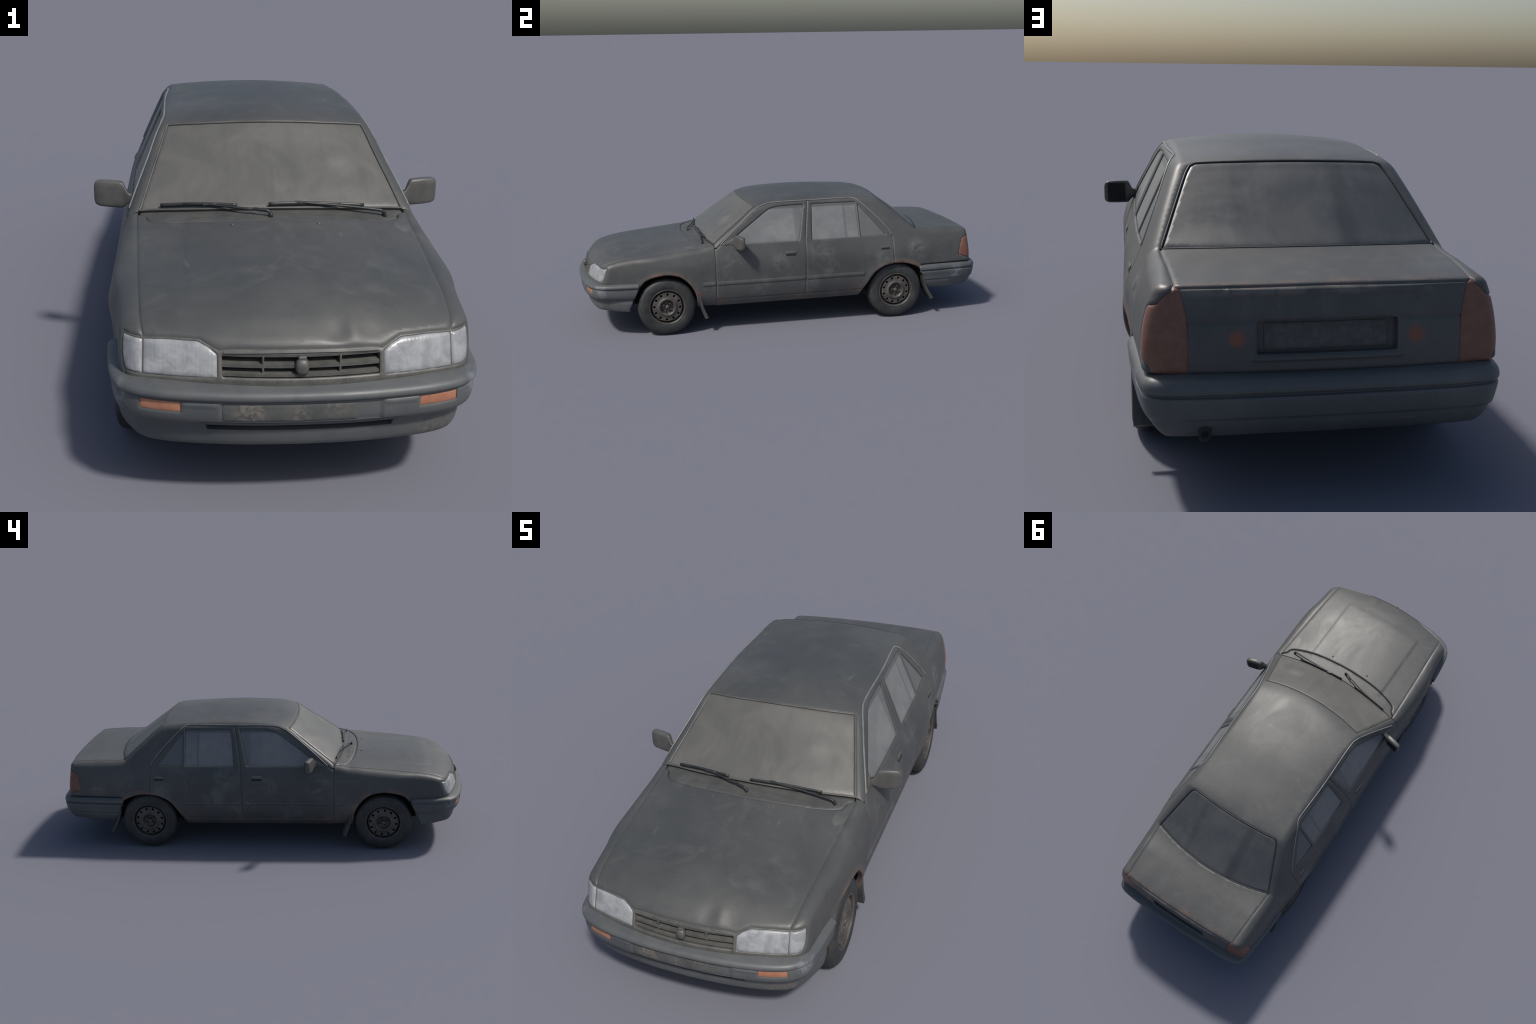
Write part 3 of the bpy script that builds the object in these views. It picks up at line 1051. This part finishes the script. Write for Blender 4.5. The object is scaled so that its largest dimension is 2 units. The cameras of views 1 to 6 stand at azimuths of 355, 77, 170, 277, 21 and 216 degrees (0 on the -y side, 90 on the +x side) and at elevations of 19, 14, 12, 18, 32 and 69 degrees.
# ---- mirrors, wipers, mudflaps, exhaust ---------------------------------------------
def build_mirror(s):
    loft("wing_mirror", [(.330, -.276, .428, .009, .011), (.345, -.270, .430, .009, .014), (.352, -.264, .434, .0105, .024), (.3565, -.261, .436, .012, .031), (.362, -.2595, .4365, .013, .033),
                         (.392, -.252, .437, .013, .0335), (.415, -.2465, .4375, .0125, .0325), (.4235, -.2445, .4375, .011, .029), (.4272, -.2435, .4375, .0085, .024), (.4285, -.243, .4375, .005, .016)], TRIM, s=s, power=4.6)
    g = [(.365, .409), (.417, .410), (.418, .4655), (.366, .4635)]
    pts = rounded(g, .006)
    V = [(s * x, -.2459 + .247 * (x - .362), z) for x, z in pts]
    V2 = [(x, y - .004, z) for x, y, z in V]
    n = len(V)
    F = [tuple(range(n)) if s < 0 else tuple(range(n))[::-1]] + [(i, (i + 1) % n, n + (i + 1) % n, n + i) for i in range(n)]
    add_mesh("mirror_glass", V + V2, F, DARK, flat=True)


both(build_mirror)


def build_wiper(blade, arm):
    up = lambda pts, d: (lambda P: P + gradient(P) * d)(on_top(pts))
    b = up(np.linspace(blade[0], blade[1], 20), .0075)
    w = sweep("wiper", b, .0029, BLACK, n=6, flat=1.8)
    a = up(np.vstack([np.linspace(arm[0], arm[1], 12)]), .010)
    a[0] -= [0, 0, .004]
    a[-1] -= [0, 0, .007]
    sweep("wiper_arm", a, np.linspace(.0026, .0040, len(a)), BLACK, n=6, parent=w)
    mid = up([arm[0]], .008)[0]
    box("wiper_joint", mid - [.010, .004, .003], mid + [.010, .004, .003], BLACK, .002, w)
    br = up(np.linspace(.7 * np.array(blade[0]) + .3 * np.array(blade[1]), .25 * np.array(blade[0]) + .75 * np.array(blade[1]), 8), .0095)
    sweep("wiper_bridge", br, .002, BLACK, n=6, parent=w)
    p = on_top([arm[1]])[0]
    loft("wiper_pivot", [(p[2] - .006, p[0], p[1], .006, .006), (p[2] + .005, p[0], p[1], .005, .005), (p[2] + .007, p[0], p[1], .003, .003)], BLACK, w, n=12, power=2., axis=2)


build_wiper([(-.262, -.374), (-.085, -.402)], [(-.155, -.392), (-.010, -.447)])
build_wiper([(-.012, -.403), (.215, -.391)], [(.058, -.397), (.262, -.414)])


def build_flap(s, pts, x0, x1):
    """Mudflap: curved rubber sheet hanging behind a wheel (profile in y, z)."""
    p = smooth(pts, 6)
    V, F = [], []
    n = len(p)
    t = unit(np.gradient(p, axis=0))
    nn = np.stack([-t[:, 1], t[:, 0]], 1) * np.linspace(.004, .0085, n)[:, None]
    for x in (x0, x1):
        for sg in (1, -1):
            for i in range(n):
                q = p[i] + sg * nn[i]
                V.append((s * x, q[0], q[1]))
    A, Bq, C, D = 0, n, 2 * n, 3 * n
    for i in range(n - 1):
        F += [(A + i, A + i + 1, C + i + 1, C + i), (Bq + i, D + i, D + i + 1, Bq + i + 1), (A + i, Bq + i, Bq + i + 1, A + i + 1), (C + i, C + i + 1, D + i + 1, D + i)]
    F += [(A + n - 1, Bq + n - 1, D + n - 1, C + n - 1)]
    ob = add_mesh("mudflap", V, F, FLAP, flat=True)


for s in (1, -1):
    build_flap(s, [(-.448, .195), (-.446, .165), (-.436, .122), (-.416, .070)], .285, .366)
    build_flap(s, [(.690, .205), (.700, .165), (.716, .124), (.742, .080)], .285, .360)

loft("exhaust_pipe", [(.88, .172, .231, .010, .010), (.945, .167, .231, .0105, .0105), (.952, .165, .231, .016, .016), (.962, .162, .231, .0165, .0165), (.966, .157, .231, .014, .013), (.978, .150, .231, .0135, .012), (.979, .150, .231, .009, .008), (.970, .153, .231, .008, .007)], UNDER, n=20, power=2.2, axis=1)


# ---- wheels --------------------------------------------------------------------------
def lathe(name, profile, mat, parent, seg=72):
    """Profile (radius, outward x) turned about the wheel axle."""
    p = np.array(profile, float)
    V, F = [], []
    for k in range(seg):
        a = 2 * math.pi * k / seg
        for r, h in p:
            V.append((h, r * math.cos(a), r * math.sin(a)))
    n = len(p)
    for k in range(seg):
        for i in range(n - 1):
            a, b = k * n + i, ((k + 1) % seg) * n + i
            F.append((a, b, b + 1, a + 1))
    return add_mesh(name, V, F, mat, parent)


def build_wheels():
    base = bpy.data.objects.new("wheel", None)
    bpy.context.collection.objects.link(base)
    base.parent = ROOT
    tyre = smooth([(.080, -.034), (.088, -.039), (.100, -.0415), (.114, -.041), (.126, -.0375), (.1325, -.0325), (.1365, -.025), (.139, -.012)], 4).tolist()
    tread = []
    for h in np.linspace(-.026, .011, 20):
        tread.append((.139 - (.0025 if abs(h) < .0012 or abs(h + .016) < .0012 else 0), h))
    side = [(r, -h) for r, h in tyre[::-1]]
    tyre = [(r, h - .016) for r, h in tyre]
    side = [(r + (-.0008 if abs(r - .104) < .002 else 0), h) for r, h in side]
    lathe("tyre", tyre + tread + side, TYRE, base)
    lathe("rim", [(.083, -.033), (.077, -.03), (.073, -.01), (.0765, .012), (.0785, .022), (.0795, .030), (.0815, .0355), (.0835, .0395), (.0860, .0400), (.0872, .0385), (.087, .035)], STEEL, base)
    RIM, DISH = 1.07, .0145
    depth = curve((0, .0085), (.021, .0085), (.0255, .0095), (.0295, .0180), (.033, .0250), (.037, .0270), (.041, .0245), (.047, .0205), (.055, .0205), (.064, .0200), (.0675, .0165), (.0705, .0040), (.074, .000))

    def disc(q):
        return np.stack([depth(np.hypot(q[:, 0], q[:, 1]) / RIM) + DISH, q[:, 0], q[:, 1]], 1)
    t = np.linspace(0, 2 * math.pi, 72, endpoint=False)
    ring = RIM * np.stack([.0725 * np.cos(t), .0725 * np.sin(t)], 1)
    holes = []
    for k in range(12):
        a = 2 * math.pi * (k + .5) / 12
        u = np.linspace(0, 2 * math.pi, 14, endpoint=False)
        e = np.array([math.cos(a), math.sin(a)])
        f = np.array([-e[1], e[0]])
        holes.append(np.array([.0620 * e + .0066 * math.cos(w) * e + .0054 * math.sin(w) * f for w in u]))
    panel("rim_disc", FlatChart(disc), ring, STEEL, holes=holes, h=.004, gap=.0012, depth=.0008, rim=.005, domain=True, parent=base)
    lathe("brake_drum", [(.0, .012), (.075, .012), (.075, -.02)], DARK, base, 32)
    lathe("hub_cap", [(r, h + DISH) for r, h in ((.0, .026), (.007, .0255), (.0095, .0235), (.0105, .019), (.0120, .0080))], STEEL, base, 24)
    for k in range(4):
        a = 2 * math.pi * (k + .5) / 4
        c, d = .0195 * math.cos(a), .0195 * math.sin(a)
        loft("wheel_nut", [(.007 + DISH, c, d, .0042, .0042), (.0215 + DISH, c, d, .0040, .0040), (.0235 + DISH, c, d, .0022, .0022)], STEEL, base, n=12, power=2., axis=0)
    kids = list(base.children)
    spots = [(s, y) for s in (1, -1) for y in WHEEL_Y]
    for i, (s, y) in enumerate(spots):
        w = base if i == 0 else base.copy()
        if i:
            bpy.context.collection.objects.link(w)
            for c in kids:
                d = c.copy()
                bpy.context.collection.objects.link(d)
                d.parent = w
        w.location = (s * .3205, y, WHEEL_R)
        w.rotation_euler = (.35 * i + (.2 if s > 0 else .5), 0, 0 if s > 0 else math.pi)


build_wheels()


# ---- wheel wells and underbody -----------------------------------------------------------
def build_wells(s):
    for wy, wz, r in ((-.605, .142, .157), (.545, .125, .162)):
        V, F = [], []
        n = 40
        for k in range(n + 1):
            a = math.radians(2 + 176 * k / n)
            for x in (.285, .352):
                V.append((s * x, wy + r * math.cos(a), max(wz + r * math.sin(a), .105)))
        for k in range(n):
            f = (2 * k, 2 * k + 1, 2 * k + 3, 2 * k + 2)
            F.append(f)
        F.append(tuple(2 * k for k in range(n + 1)))
        add_mesh("wheel_well", V, F, UNDER)


both(build_wells)


def build_underbody():
    ys = [(-.93, .2), (-.86, .27), (-.775, .31), (-.765, .17), (-.447, .17), (-.437, .333), (.37, .333), (.385, .17), (.715, .17), (.725, .31), (.86, .27), (.92, .2)]
    V, F = [], []
    for y, w in ys:
        for x in (w, -w):
            for z in (.136, .165):
                V.append((x, y, z))
    for i in range(len(ys) - 1):
        a, b = 4 * i, 4 * i + 4
        F += [(a, b, b + 2, a + 2), (a + 1, a + 3, b + 3, b + 1), (a, a + 1, b + 1, b), (a + 2, b + 2, b + 3, a + 3)]
    F += [(0, 2, 3, 1), (len(V) - 4, len(V) - 3, len(V) - 1, len(V) - 2)]
    add_mesh("underbody", V, F, UNDER, flat=True)
    for y in WHEEL_Y:
        sweep("axle", np.array([(-.28, y, WHEEL_R), (0, y, WHEEL_R), (.28, y, WHEEL_R)]), .016, UNDER, n=12)


build_underbody()

t = np.linspace(0, 2 * math.pi, 28, endpoint=False)
panel("fuel_flap", SIDES[1], on_side(np.stack([.645 + .0175 * np.cos(t), .3615 + .0175 * np.sin(t)], 1)), PAINT, h=.005, offset=.0006, depth=.0018, gap=.0022, rim=.002)
